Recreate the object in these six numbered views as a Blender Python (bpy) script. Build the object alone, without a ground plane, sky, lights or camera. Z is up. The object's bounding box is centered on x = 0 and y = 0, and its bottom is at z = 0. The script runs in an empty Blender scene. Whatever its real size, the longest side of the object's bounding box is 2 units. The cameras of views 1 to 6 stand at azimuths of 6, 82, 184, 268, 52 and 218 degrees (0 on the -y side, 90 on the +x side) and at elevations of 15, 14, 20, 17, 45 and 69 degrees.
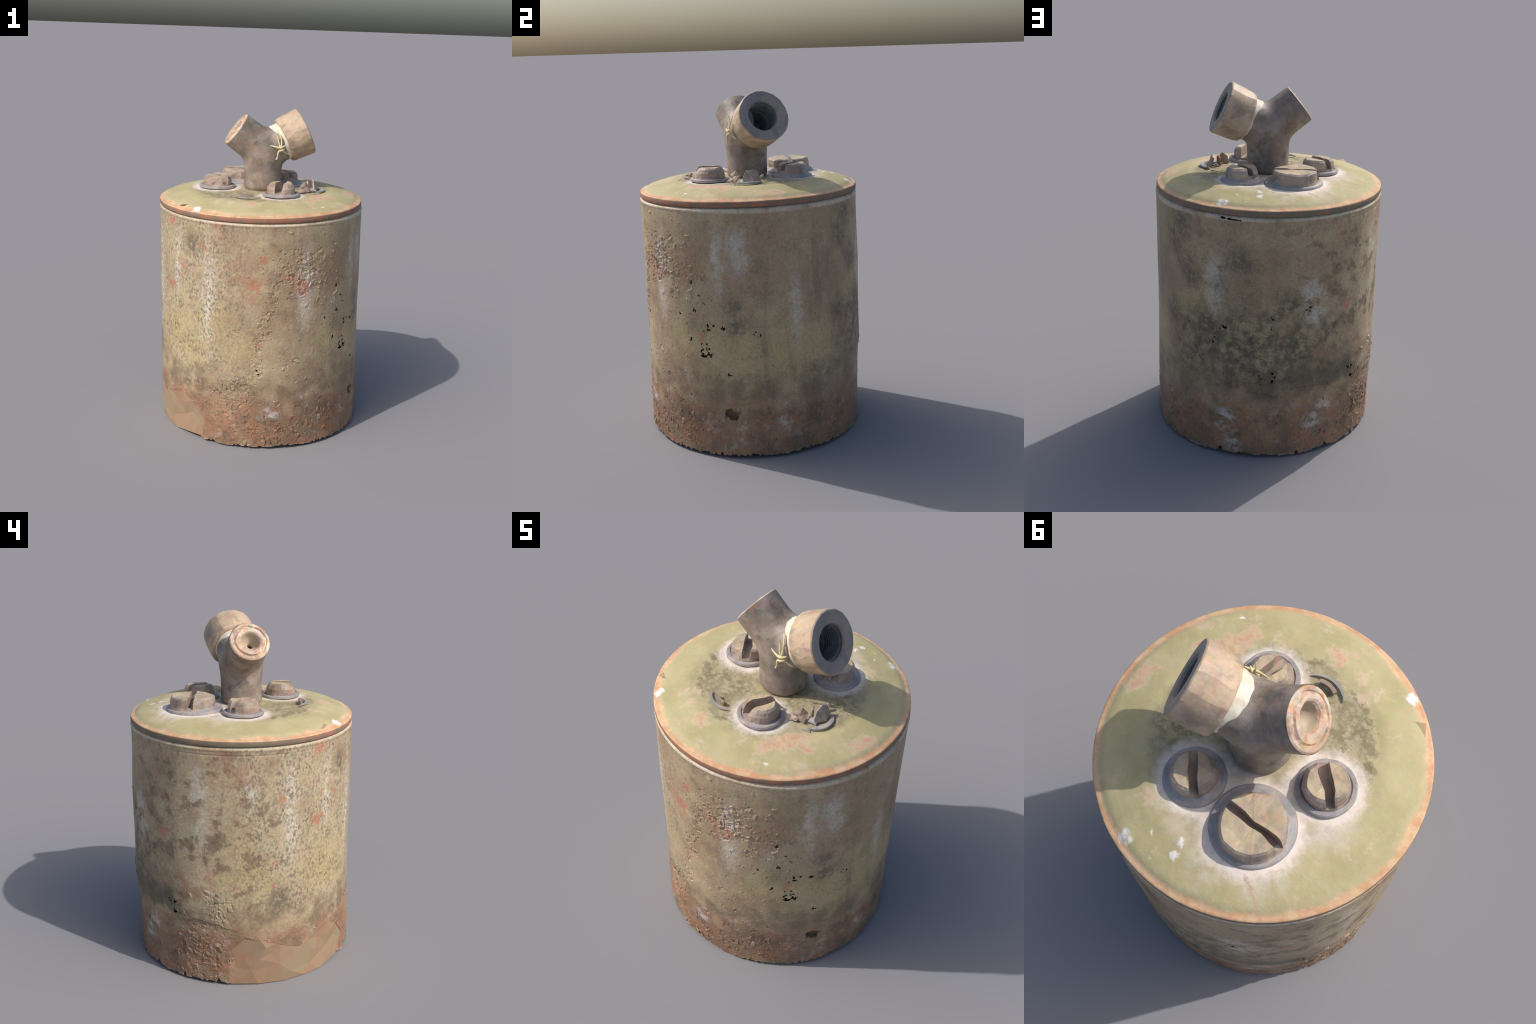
# A weathered, rusty cylindrical canister with a bolted lid and a Y-shaped pipe
# fitting on top.  Everything is generated from profiles, rules and noise.
import bpy, bmesh, math
import numpy as np
from mathutils import Vector, Matrix
from mathutils.geometry import delaunay_2d_cdt

rng = np.random.default_rng(41)

# ----------------------------------------------------------------- sizes (m)
R_DRUM = 0.635           # drum wall radius
Z_DRUM_TOP = 1.4065      # top of the wall, under the lid
R_LID = 0.639
Z_LID_LOW, Z_LID_RIM = 1.408, 1.443
Z_DECK = 1.494           # flat middle of the lid
STEM = np.array([-0.012, -0.009])
Z_FORK = 1.738           # where the three pipe axes meet
FORK_TURN = math.radians(15.0)
ARM_RISE = math.radians(36.5)      # open arm
COLLAR_RISE = math.radians(25.6)   # threaded collar arm


def lean(p):
    """The whole drum leans a little: shear of the axis plus a tilt of the lid."""
    p = np.asarray(p, float)
    t = p[..., 2] / Z_LID_RIM
    x, y, z = p[..., 0], p[..., 1], p[..., 2]
    return np.stack([x + 0.010 - 0.030 * t, y - 0.0075 + 0.0015 * t,
                     z + t * (0.016 * x + 0.008 * y)], -1)


# ----------------------------------------------------------------- noise tools
def _hash(i, j, k, seed):
    h = (i.astype(np.int64) * 374761393 + j.astype(np.int64) * 668265263
         + k.astype(np.int64) * 2147483647 + seed * 974634777) & 0xFFFFFFFF
    h = ((h ^ (h >> 13)) * 1274126177) & 0xFFFFFFFF
    h = ((h ^ (h >> 16)) * 2246822519) & 0xFFFFFFFF
    return ((h ^ (h >> 15)) & 0xFFFFFF) / float(0xFFFFFF)


def vnoise(p, scale, seed=0):
    q = np.asarray(p, float) * scale
    i = np.floor(q).astype(np.int64)
    f = q - i
    f = f * f * (3 - 2 * f)
    out = 0
    for a in (0, 1):
        for b in (0, 1):
            for c in (0, 1):
                w = ((f[..., 0] if a else 1 - f[..., 0])
                     * (f[..., 1] if b else 1 - f[..., 1])
                     * (f[..., 2] if c else 1 - f[..., 2]))
                out = out + w * _hash(i[..., 0] + a, i[..., 1] + b, i[..., 2] + c, seed)
    return out * 2 - 1


def fbm(p, scale, octaves=4, seed=0, gain=0.5):
    s, a, t = 0, 1.0, 0
    for o in range(octaves):
        s = s + a * vnoise(p, scale * 2 ** o, seed + o * 17)
        t += a
        a *= gain
    return s / t


def cells(u, v, size, wrap, seed):
    """Voronoi cells on the unrolled wall; returns random ids, offset, edge distance."""
    n = max(1, round(wrap / size))
    s = wrap / n
    x, y = u / s, v / s
    i0, j0 = np.floor(x).astype(np.int64), np.floor(y).astype(np.int64)
    f1 = np.full(x.shape, 9.0)
    f2 = np.full(x.shape, 9.0)
    ci = np.zeros(x.shape, np.int64)
    cj = np.zeros(x.shape, np.int64)
    ox = np.zeros(x.shape)
    oy = np.zeros(x.shape)
    for di in (-1, 0, 1):
        for dj in (-1, 0, 1):
            i, j = i0 + di, j0 + dj
            im = i % n
            px = i + 0.1 + 0.8 * _hash(im, j, im * 0, seed)
            py = j + 0.1 + 0.8 * _hash(im, j, im * 0 + 1, seed)
            d = np.hypot(x - px, y - py)
            near = d < f1
            f2 = np.where(near, f1, np.minimum(f2, d))
            f1 = np.where(near, d, f1)
            ci = np.where(near, im, ci)
            cj = np.where(near, j, cj)
            ox = np.where(near, x - px, ox)
            oy = np.where(near, y - py, oy)
    r = [_hash(ci, cj, ci * 0 + 5 + k, seed) for k in range(4)]
    return r, ox * s, oy * s, (f2 - f1) * s


def sstep(a, b, x):
    t = np.clip((x - a) / (b - a), 0, 1)
    return t * t * (3 - 2 * t)


# ----------------------------------------------------------------- mesh tools
def make_object(name, verts, faces, mat, parent=None, smooth=True, angle=None):
    me = bpy.data.meshes.new(name)
    me.from_pydata([tuple(map(float, v)) for v in verts], [], faces)
    return finish(name, me, mat, parent, smooth, angle)


def finish(name, me, mat, parent=None, smooth=True, angle=None):
    me.update()
    ob = bpy.data.objects.new(name, me)
    bpy.context.scene.collection.objects.link(ob)
    if mat:
        me.materials.clear()
        me.materials.append(mat)
    if len(me.polygons):
        me.polygons.foreach_set("use_smooth", [bool(smooth)] * len(me.polygons))
    if angle is not None:
        me.set_sharp_from_angle(angle=math.radians(angle))
    if parent is not None:
        ob.parent = parent
    return ob


def grid_faces(nu, nv, wrap_u=True, base=0):
    """Quads of a grid with nu columns (around) and nv rows."""
    cols = nu if wrap_u else nu - 1
    i = np.arange(cols)
    j = np.arange(nv - 1)
    I, J = np.meshgrid(i, j)
    I2 = (I + 1) % nu
    q = np.stack([J * nu + I, J * nu + I2, (J + 1) * nu + I2, (J + 1) * nu + I], -1)
    return (q.reshape(-1, 4) + base)


def lathe(profile, n, frame=None, wobble=None):
    """Revolve (r, h) points; r=0 points become poles.  frame: 4x4 from z axis."""
    verts, faces, rows = [], [], []
    for r, h in profile:
        if r <= 1e-6:
            rows.append([len(verts)])
            verts.append((0, 0, h))
        else:
            row = []
            for k in range(n):
                a = 2 * math.pi * k / n
                row.append(len(verts))
                verts.append((r * math.cos(a), r * math.sin(a), h))
            rows.append(row)
    for A, B in zip(rows[:-1], rows[1:]):
        for k in range(n):
            k2 = (k + 1) % n
            if len(A) == 1 and len(B) == 1:
                continue
            if len(A) == 1:
                faces.append((A[0], B[k], B[k2]))
            elif len(B) == 1:
                faces.append((A[k], A[k2], B[0]))
            else:
                faces.append((A[k], A[k2], B[k2], B[k]))
    v = np.array(verts, float)
    if wobble is not None:
        v = wobble(v)
    if frame is not None:
        M = np.array(frame)
        v = v @ M[:3, :3].T + M[:3, 3]
    return v, faces


def axis_frame(origin, direction, up=(0, 0, 1)):
    z = Vector(direction).normalized()
    x = Vector(up).cross(z).normalized()
    y = z.cross(x)
    return Matrix(((x.x, y.x, z.x, origin[0]), (x.y, y.y, z.y, origin[1]),
                   (x.z, y.z, z.z, origin[2]), (0, 0, 0, 1)))


def baked(ob):
    """Mesh of an object with its modifiers applied; removes the helper object."""
    dg = bpy.context.evaluated_depsgraph_get()
    me = bpy.data.meshes.new_from_object(ob.evaluated_get(dg))
    bpy.data.objects.remove(ob)
    return me


def tube(points, radii, n=8, flat=1.0):
    """Closed tube along a smooth path through control points."""
    P = np.array(points, float)
    m = len(P)
    t = np.linspace(0, m - 1, (m - 1) * 6 + 1)
    Q = np.zeros((len(t), 3))
    for k, s in enumerate(t):
        i = min(int(s), m - 2)
        f = s - i
        p0, p1, p2, p3 = P[max(i - 1, 0)], P[i], P[i + 1], P[min(i + 2, m - 1)]
        Q[k] = 0.5 * (2 * p1 + (p2 - p0) * f + (2 * p0 - 5 * p1 + 4 * p2 - p3) * f * f
                      + (3 * p1 - p0 - 3 * p2 + p3) * f ** 3)
    rad = np.interp(t, np.arange(m), radii)
    v, f = [], []
    ref = np.array([0.3, -0.8, 0.5])
    for k in range(len(Q)):
        d = Q[min(k + 1, len(Q) - 1)] - Q[max(k - 1, 0)]
        d /= np.linalg.norm(d) + 1e-9
        a = np.cross(d, ref)
        a /= np.linalg.norm(a) + 1e-9
        b = np.cross(d, a)
        for j in range(n):
            w = 2 * math.pi * j / n
            v.append(Q[k] + rad[k] * (math.cos(w) * a + flat * math.sin(w) * b))
    fq = [tuple(x) for x in grid_faces(n, len(Q))]
    fq.append(tuple(range(n))[::-1])
    fq.append(tuple((len(Q) - 1) * n + j for j in range(n)))
    return np.array(v), fq


# ----------------------------------------------------------------- material tools
class Mat:
    """Small wrapper that writes node expressions."""

    def __init__(self, name, rough=0.8, spec=0.25):
        self.m = bpy.data.materials.new(name)
        self.m.use_nodes = True
        self.t = self.m.node_tree
        self.t.nodes.clear()
        self.out = self.t.nodes.new("ShaderNodeOutputMaterial")
        self.b = self.t.nodes.new("ShaderNodeBsdfPrincipled")
        self.t.links.new(self.b.outputs[0], self.out.inputs[0])
        self.b.inputs["Roughness"].default_value = rough
        self.b.inputs["Specular IOR Level"].default_value = spec
        self.pos = self.t.nodes.new("ShaderNodeTexCoord").outputs["Object"]

    def put(self, sock, v):
        if isinstance(v, bpy.types.NodeSocket):
            self.t.links.new(v, sock)
        elif isinstance(v, (tuple, list)):
            sock.default_value = (*v, 1.0) if (len(v) == 3 and len(sock.default_value) == 4) else v
        else:
            sock.default_value = v

    def math(self, op, a, b=0.0, c=None, clamp=False):
        n = self.t.nodes.new("ShaderNodeMath")
        n.operation = op
        n.use_clamp = clamp
        self.put(n.inputs[0], a)
        self.put(n.inputs[1], b)
        if c is not None:
            self.put(n.inputs[2], c)
        return n.outputs[0]

    def mul(self, *v):
        r = v[0]
        for x in v[1:]:
            r = self.math("MULTIPLY", r, x)
        return r

    def top(self, *v):
        r = v[0]
        for x in v[1:]:
            r = self.math("MAXIMUM", r, x)
        return r

    def vec(self, op, a, b=(0, 0, 0), scale=None):
        n = self.t.nodes.new("ShaderNodeVectorMath")
        n.operation = op
        self.put(n.inputs[0], a)
        if scale is None:
            self.put(n.inputs[1], b)
        else:
            self.put(n.inputs["Scale"], scale)
        return n.outputs["Value"] if op in ("DISTANCE", "LENGTH", "DOT_PRODUCT") else n.outputs[0]

    def ramp(self, x, a, b, lo=0.0, hi=1.0):
        n = self.t.nodes.new("ShaderNodeMapRange")
        n.interpolation_type = "SMOOTHSTEP"
        self.put(n.inputs[0], x)
        n.inputs[1].default_value = a
        n.inputs[2].default_value = b
        n.inputs[3].default_value = lo
        n.inputs[4].default_value = hi
        return n.outputs[0]

    def noise(self, scale, detail=4, rough=0.55, vec=None, color=False, dist=0.0):
        n = self.t.nodes.new("ShaderNodeTexNoise")
        self.put(n.inputs["Vector"], vec if vec is not None else self.pos)
        n.inputs["Scale"].default_value = scale
        n.inputs["Detail"].default_value = detail
        n.inputs["Roughness"].default_value = rough
        n.inputs["Distortion"].default_value = dist
        return n.outputs["Color"] if color else n.outputs["Fac"]

    def cell(self, scale, vec=None, feature="F1"):
        n = self.t.nodes.new("ShaderNodeTexVoronoi")
        n.feature = feature
        self.put(n.inputs["Vector"], vec if vec is not None else self.pos)
        n.inputs["Scale"].default_value = scale
        return n.outputs["Distance"]

    def scaled(self, s, vec=None):
        return self.vec("MULTIPLY", vec if vec is not None else self.pos, s)

    def warp(self, scale, amount, vec=None, detail=3):
        """Position moved about by noise, for ragged outlines."""
        n = self.noise(scale, detail, 0.6, color=True)
        n = self.vec("SUBTRACT", n, (0.5, 0.5, 0.5))
        n = self.vec("SCALE", n, scale=amount)
        return self.vec("ADD", vec if vec is not None else self.pos, n)

    def mix(self, fac, a, b, blend="MIX"):
        n = self.t.nodes.new("ShaderNodeMix")
        n.data_type = "RGBA"
        n.blend_type = blend
        self.put(n.inputs[0], fac)
        self.put(n.inputs[6], a)
        self.put(n.inputs[7], b)
        return n.outputs[2]

    def blob(self, vec, p, r, soft=0.5):
        """1 inside a radius round p, fading out over its outer part."""
        return self.ramp(self.vec("DISTANCE", vec, tuple(p)), r * (1 - soft), r * (1 + 0.4 * soft), 1.0, 0.0)

    def blobs(self, vec, items, soft=0.5):
        return self.top(*[self.blob(vec, p, r, soft) for p, r in items])

    def mottle(self, col, scale, amount, detail=4):
        """Slight random shifts of hue and value, as in weathered paint."""
        n = self.noise(scale, detail, 0.65, color=True)
        n = self.vec("SCALE", n, scale=amount)
        n = self.vec("ADD", n, (1 - 0.5 * amount,) * 3)
        return self.mix(1.0, col, n, "MULTIPLY")

    def finish(self, color, height=None, bump=0.3, dist=0.004, rough=None):
        self.put(self.b.inputs["Base Color"], color)
        if rough is not None:
            self.put(self.b.inputs["Roughness"], rough)
        if height is not None:
            n = self.t.nodes.new("ShaderNodeBump")
            n.inputs["Strength"].default_value = bump
            n.inputs["Distance"].default_value = dist
            self.put(n.inputs["Height"], height)
            self.t.links.new(n.outputs[0], self.b.inputs["Normal"])
        return self.m


def on_wall(deg, z):
    """Point of the drum wall at a compass angle (from +x, anticlockwise) and height."""
    a = math.radians(deg)
    return tuple(lean(np.array([R_DRUM * math.cos(a), R_DRUM * math.sin(a), z])))


# ================================================================= materials
def drum_material():
    M = Mat("weathered_drum_paint", 0.52, 0.4)
    P = M.pos
    W = M.warp(9.0, 0.34, detail=6)          # ragged outlines
    W2 = M.warp(26.0, 0.12, detail=5)
    sep = M.t.nodes.new("ShaderNodeSeparateXYZ")
    M.put(sep.inputs[0], W)
    zw = sep.outputs["Z"]
    sep2 = M.t.nodes.new("ShaderNodeSeparateXYZ")
    M.put(sep2.inputs[0], P)
    x, y, z = sep2.outputs

    def side(deg, half, soft):
        """1 on the sector of the wall around an angle."""
        a = math.radians(deg)
        s = M.t.nodes.new("ShaderNodeSeparateXYZ")
        M.put(s.inputs[0], W)
        d = M.math("ADD", M.math("MULTIPLY", s.outputs[0], math.cos(a) / R_DRUM),
                   M.math("MULTIPLY", s.outputs[1], math.sin(a) / R_DRUM))
        return M.ramp(d, math.cos(math.radians(half + soft)), math.cos(math.radians(half - soft)))

    n_big = M.noise(3.2, 4, 0.6)
    n_mid = M.noise(9.0, 5, 0.6)
    n_fine = M.noise(38.0, 4, 0.6)
    stretched = M.scaled((1, 1, 0.16))
    n_run = M.noise(11.0, 4, 0.55, vec=stretched)

    col = M.mix(M.ramp(n_big, 0.38, 0.64), (0.405, 0.300, 0.195), (0.530, 0.430, 0.285))
    col = M.mix(M.mul(M.ramp(n_mid, 0.44, 0.66), 0.62), col, (0.325, 0.222, 0.148))
    col = M.mix(M.mul(M.ramp(n_run, 0.50, 0.72), 0.40), col, (0.500, 0.430, 0.325))
    # east and north flanks tinted warmer against the bluish skylight in shade
    col = M.mix(M.mul(side(10, 42, 22), 0.50), col, (0.430, 0.325, 0.200))
    col = M.mix(M.mul(side(85, 45, 22), 0.45), col, (0.385, 0.285, 0.172))
    # paler cream ground under the freckles
    col = M.mix(M.mul(side(205, 58, 16), M.ramp(n_mid, 0.30, 0.60), M.ramp(zw, 0.36, 0.50), 0.65), col, (0.570, 0.485, 0.335))
    # ochre fields
    och = M.blobs(W, [(on_wall(226, 0.68), 0.20), (on_wall(264, 0.64), 0.13), (on_wall(181, 0.66), 0.17),
                      (on_wall(178, 0.85), 0.12), (on_wall(248, 0.80), 0.15), (on_wall(330, 0.62), 0.14),
                      (on_wall(8, 0.62), 0.22), (on_wall(350, 0.60), 0.20), (on_wall(25, 0.62), 0.18), (on_wall(318, 0.68), 0.16),
                      (on_wall(240, 0.60), 0.14), (on_wall(60, 0.88), 0.14)], 0.9)
    col = M.mix(M.mul(och, M.ramp(n_mid, 0.22, 0.5), 0.72), col, (0.545, 0.430, 0.225))
    # bare brown areas
    bare = M.blobs(W, [(on_wall(268, 0.57), 0.09), (on_wall(277, 0.44), 0.08), (on_wall(326, 0.42), 0.15),
                       (on_wall(318, 1.10), 0.12), (on_wall(87, 1.08), 0.16), (on_wall(262, 1.34), 0.13),
                       (on_wall(352, 1.22), 0.16), (on_wall(174, 1.36), 0.08), (on_wall(30, 1.03), 0.15),
                       (on_wall(140, 1.30), 0.12)], 0.8)
    col = M.mix(M.mul(bare, 0.55), col, (0.345, 0.240, 0.155))

    # upright specular highlights painted onto the wall as pale streaks
    glints = []
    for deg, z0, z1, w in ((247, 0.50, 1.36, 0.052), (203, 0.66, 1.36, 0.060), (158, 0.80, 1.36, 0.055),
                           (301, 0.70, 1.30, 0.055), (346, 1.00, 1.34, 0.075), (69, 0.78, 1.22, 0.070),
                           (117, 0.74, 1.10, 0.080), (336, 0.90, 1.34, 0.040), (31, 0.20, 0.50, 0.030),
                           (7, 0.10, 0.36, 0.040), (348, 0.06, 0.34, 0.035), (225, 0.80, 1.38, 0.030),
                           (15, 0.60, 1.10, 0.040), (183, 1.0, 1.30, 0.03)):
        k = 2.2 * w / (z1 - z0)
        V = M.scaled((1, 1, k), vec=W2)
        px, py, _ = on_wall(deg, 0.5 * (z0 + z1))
        glints.append(M.blob(V, (px, py, k * 0.5 * (z0 + z1)), w * 1.0, 0.95))
    glint = M.top(*glints)
    col = M.mix(M.mul(glint, M.ramp(n_mid, 0.25, 0.62), 0.78), col, (0.740, 0.700, 0.630))

    # grey-brown freckles on the west and south-west face
    freck = M.mul(side(222, 46, 9), M.ramp(zw, 0.36, 0.48))
    sp = M.ramp(M.noise(74.0, 3, 0.6, vec=M.scaled((1, 1, 0.7))), 0.44, 0.66)
    sp2 = M.ramp(M.noise(27.0, 5, 0.7), 0.50, 0.66)
    col = M.mix(M.mul(freck, sp, M.ramp(n_mid, 0.30, 0.58), 0.80), col, (0.205, 0.165, 0.120))
    col = M.mix(M.mul(freck, sp2, 0.50), col, (0.270, 0.225, 0.160))
    # fainter freckles all over
    col = M.mix(M.mul(sp, M.ramp(n_mid, 0.45, 0.65), 0.45), col, (0.180, 0.150, 0.110))

    # merging brown-grey stains on the west and north faces
    st = M.ramp(M.noise(11.0, 6, 0.68, dist=0.3), 0.52, 0.64)
    col = M.mix(M.mul(st, M.top(side(150, 38, 14), M.mul(side(75, 45, 16), 0.7)), M.ramp(zw, 0.30, 0.42), 0.75), col, (0.185, 0.135, 0.090))
    drip = M.ramp(M.noise(13.0, 4, 0.6, vec=M.scaled((1, 1, 0.12))), 0.55, 0.70)
    col = M.mix(M.mul(drip, M.top(side(35, 40, 15), 0.25), 0.45), col, (0.200, 0.165, 0.125))
    # dark mildew on the north side
    mil = M.blobs(W, [(on_wall(88, 0.68), 0.30), (on_wall(68, 0.68), 0.22), (on_wall(110, 0.66), 0.22),
                      (on_wall(126, 0.52), 0.15), (on_wall(100, 0.50), 0.17), (on_wall(58, 0.56), 0.14),
                      (on_wall(145, 0.52), 0.12), (on_wall(105, 0.92), 0.12), (on_wall(52, 0.72), 0.10), (on_wall(128, 0.72), 0.13), (on_wall(46, 0.60), 0.10)], 0.9)
    mn = M.ramp(M.noise(19.0, 6, 0.7), 0.36, 0.60)
    col = M.mix(M.mul(mil, 0.50), col, (0.400, 0.345, 0.200))
    col = M.mix(M.mul(mil, mn, 0.95), col, (0.105, 0.096, 0.070))
    low = M.mul(M.blobs(W, [(on_wall(128, 0.47), 0.12), (on_wall(112, 0.48), 0.12), (on_wall(96, 0.46), 0.12),
                            (on_wall(80, 0.50), 0.10), (on_wall(140, 0.49), 0.10)], 0.7), 0.75)
    col = M.mix(low, col, (0.100, 0.095, 0.068))
    # dark smoky patches
    smoke = M.blobs(W2, [(on_wall(82, 1.17), 0.085), (on_wall(131, 1.12), 0.055), (on_wall(72, 1.03), 0.055),
                         (on_wall(49, 1.32), 0.09), (on_wall(43, 1.20), 0.08), (on_wall(42, 0.78), 0.09),
                         (on_wall(65, 0.79), 0.09), (on_wall(354, 0.25), 0.075), (on_wall(353, 0.12), 0.085),
                         (on_wall(344, 0.87), 0.06), (on_wall(345, 0.76), 0.07), (on_wall(127, 0.98), 0.045),
                         (on_wall(134, 0.93), 0.04), (on_wall(126, 1.18), 0.035), (on_wall(217, 0.35), 0.065),
                         (on_wall(242, 0.36), 0.065), (on_wall(232, 0.36), 0.06), (on_wall(238, 1.25), 0.09),
                         (on_wall(197, 0.52), 0.09), (on_wall(300, 0.16), 0.05), (on_wall(315, 0.13), 0.06),
                         (on_wall(25, 0.22), 0.06), (on_wall(10, 0.25), 0.06), (on_wall(55, 1.05), 0.08)], 0.9)
    col = M.mix(M.mul(smoke, M.ramp(n_fine, 0.3, 0.55), 0.8), col, (0.135, 0.112, 0.085))
    # brown blots with firm outlines
    blot = M.blobs(M.warp(13.0, 0.20, detail=5), [(on_wall(139, 1.10), 0.022), (on_wall(145, 1.18), 0.020), (on_wall(150, 1.085), 0.040),
                        (on_wall(129, 1.10), 0.040), (on_wall(124, 0.98), 0.030), (on_wall(181, 1.11), 0.040),
                        (on_wall(193, 0.98), 0.032), (on_wall(166, 0.88), 0.045), (on_wall(170, 0.885), 0.032),
                        (on_wall(182, 0.77), 0.042), (on_wall(186, 0.765), 0.030), (on_wall(150, 0.84), 0.036),
                        (on_wall(149, 0.875), 0.026), (on_wall(168, 0.74), 0.045), (on_wall(160, 0.785), 0.040),
                        (on_wall(154, 0.77), 0.030), (on_wall(173, 1.36), 0.040), (on_wall(177, 0.90), 0.016),
                        (on_wall(163, 0.90), 0.030), (on_wall(188, 1.05), 0.035), (on_wall(176, 1.02), 0.03),
                        (on_wall(141, 0.79), 0.05), (on_wall(134, 0.80), 0.04)], 0.35)
    col = M.mix(M.mul(blot, M.ramp(n_fine, 0.22, 0.5), 0.68), col, (0.190, 0.130, 0.085))

    # dirty olive-brown passage above the rust
    dirt = M.mul(M.ramp(zw, 0.30, 0.38), M.ramp(zw, 0.40, 0.54, 1.0, 0.0))
    col = M.mix(M.mul(dirt, M.ramp(n_mid, 0.34, 0.60), 0.65), col, (0.190, 0.148, 0.095))
    # rust band round the foot
    foot = M.ramp(zw, 0.22, 0.44, 1.0, 0.0)
    rust = M.mix(M.ramp(M.noise(7.0, 5, 0.65), 0.36, 0.66), (0.205, 0.140, 0.094), (0.355, 0.190, 0.110))
    rust = M.mix(M.mul(M.ramp(M.noise(17.0, 4, 0.6), 0.56, 0.68), 0.5), rust, (0.430, 0.375, 0.340))
    rust = M.mix(M.mul(M.ramp(M.noise(13.0, 5, 0.7, vec=M.scaled((1, 1, 1.4))), 0.53, 0.66), 0.6), rust, (0.130, 0.098, 0.075))
    rust = M.mix(M.mul(M.ramp(n_fine, 0.52, 0.70), 0.45), rust, (0.450, 0.215, 0.125))
    col = M.mix(M.mul(foot, M.ramp(n_mid, 0.34, 0.58, 0.72, 1.0)), col, rust)

    # red primer showing through
    red = M.blobs(W2, [(on_wall(220, 1.36), 0.040), (on_wall(247, 1.22), 0.026), (on_wall(244, 1.25), 0.018),
                       (on_wall(218, 0.95), 0.036), (on_wall(222, 0.98), 0.024), (on_wall(231, 1.09), 0.020),
                       (on_wall(229, 1.04), 0.016), (on_wall(198, 1.10), 0.026), (on_wall(199, 1.085), 0.020),
                       (on_wall(137, 0.88), 0.040), (on_wall(133, 0.89), 0.030), (on_wall(193, 0.75), 0.020),
                       (on_wall(194, 0.61), 0.022), (on_wall(162, 0.65), 0.030), (on_wall(291, 1.09), 0.026),
                       (on_wall(300, 1.01), 0.044), (on_wall(298, 1.05), 0.030), (on_wall(278, 1.19), 0.030),
                       (on_wall(228, 1.14), 0.014), (on_wall(327, 0.70), 0.028), (on_wall(275, 0.67), 0.020),
                       (on_wall(273, 1.04), 0.052), (on_wall(211, 0.22), 0.03), (on_wall(240, 0.20), 0.04)], 0.5)
    col = M.mix(M.mul(red, M.ramp(n_fine, 0.30, 0.52), 0.85), col, (0.500, 0.220, 0.140))
    blush = M.blobs(W, [(on_wall(273, 1.06), 0.11), (on_wall(266, 1.13), 0.08), (on_wall(266, 0.98), 0.08),
                        (on_wall(347, 1.03), 0.11), (on_wall(324, 1.07), 0.09), (on_wall(176, 1.28), 0.11),
                        (on_wall(151, 0.57), 0.09), (on_wall(42, 0.61), 0.11), (on_wall(300, 1.03), 0.10),
                        (on_wall(125, 0.60), 0.07), (on_wall(57, 0.29), 0.11), (on_wall(93, 0.15), 0.12),
                        (on_wall(128, 0.10), 0.10), (on_wall(163, 0.64), 0.08), (on_wall(255, 1.32), 0.07),
                        (on_wall(262, 0.20), 0.10), (on_wall(285, 0.12), 0.10), (on_wall(170, 0.16), 0.12),
                        (on_wall(248, 0.14), 0.08), (on_wall(130, 0.98), 0.05), (on_wall(140, 1.12), 0.05)], 0.9)
    col = M.mix(M.mul(blush, M.ramp(M.noise(19.0, 5, 0.65), 0.38, 0.62), 0.55), col, (0.450, 0.230, 0.150))
    # rust-brown breach low on the east side
    hole = M.blobs(W2, [(on_wall(340, 0.265), 0.030), (on_wall(338.5, 0.275), 0.022), (on_wall(342.5, 0.245), 0.022)], 0.3)
    col = M.mix(hole, col, (0.120, 0.070, 0.045))
    # chalky white deposits
    chalk = M.blobs(W2, [(on_wall(302, 0.335), 0.030), (on_wall(302, 0.31), 0.020), (on_wall(284, 0.23), 0.06),
                         (on_wall(74, 0.25), 0.06), (on_wall(119, 0.21), 0.07), (on_wall(72, 0.20), 0.05),
                         (on_wall(346, 0.17), 0.032), (on_wall(347, 0.10), 0.028), (on_wall(7, 0.20), 0.045),
                         (on_wall(7, 0.30), 0.03), (on_wall(116, 1.00), 0.06), (on_wall(119, 0.86), 0.05),
                         (on_wall(69, 1.10), 0.06), (on_wall(125, 0.28), 0.06), (on_wall(78, 0.08), 0.06)], 0.9)
    col = M.mix(M.mul(chalk, M.ramp(M.noise(26.0, 4, 0.6), 0.40, 0.60), 0.85), col, (0.600, 0.570, 0.530))
    chips = M.mul(M.ramp(z, 0.010, 0.024, 1.0, 0.0), M.ramp(M.noise(18.0, 4, 0.6), 0.46, 0.56))
    col = M.mix(M.mul(chips, 0.7), col, (0.500, 0.450, 0.390))
    # bright highlight on the lip below the lid, painted as a pale line
    brim = M.mul(M.ramp(z, 1.382, 1.394), M.ramp(n_mid, 0.3, 0.55))
    col = M.mix(M.mul(brim, 0.75), col, (0.690, 0.630, 0.520))
    # soft shifts of hue everywhere
    col = M.mottle(col, 36.0, 0.42)
    col = M.mix(1.0, col, (0.965, 0.940, 0.900), "MULTIPLY")
    # overall small grain
    g = M.ramp(M.noise(90.0, 3, 0.6), 0.30, 0.70, 0.86, 1.10)
    comb = M.t.nodes.new("ShaderNodeCombineColor")
    for k in range(3):
        M.put(comb.inputs[k], g)
    col = M.mix(1.0, col, comb.outputs[0], "MULTIPLY")
    return M.finish(col, M.noise(60.0, 4, 0.65), 0.35, 0.006)


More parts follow.
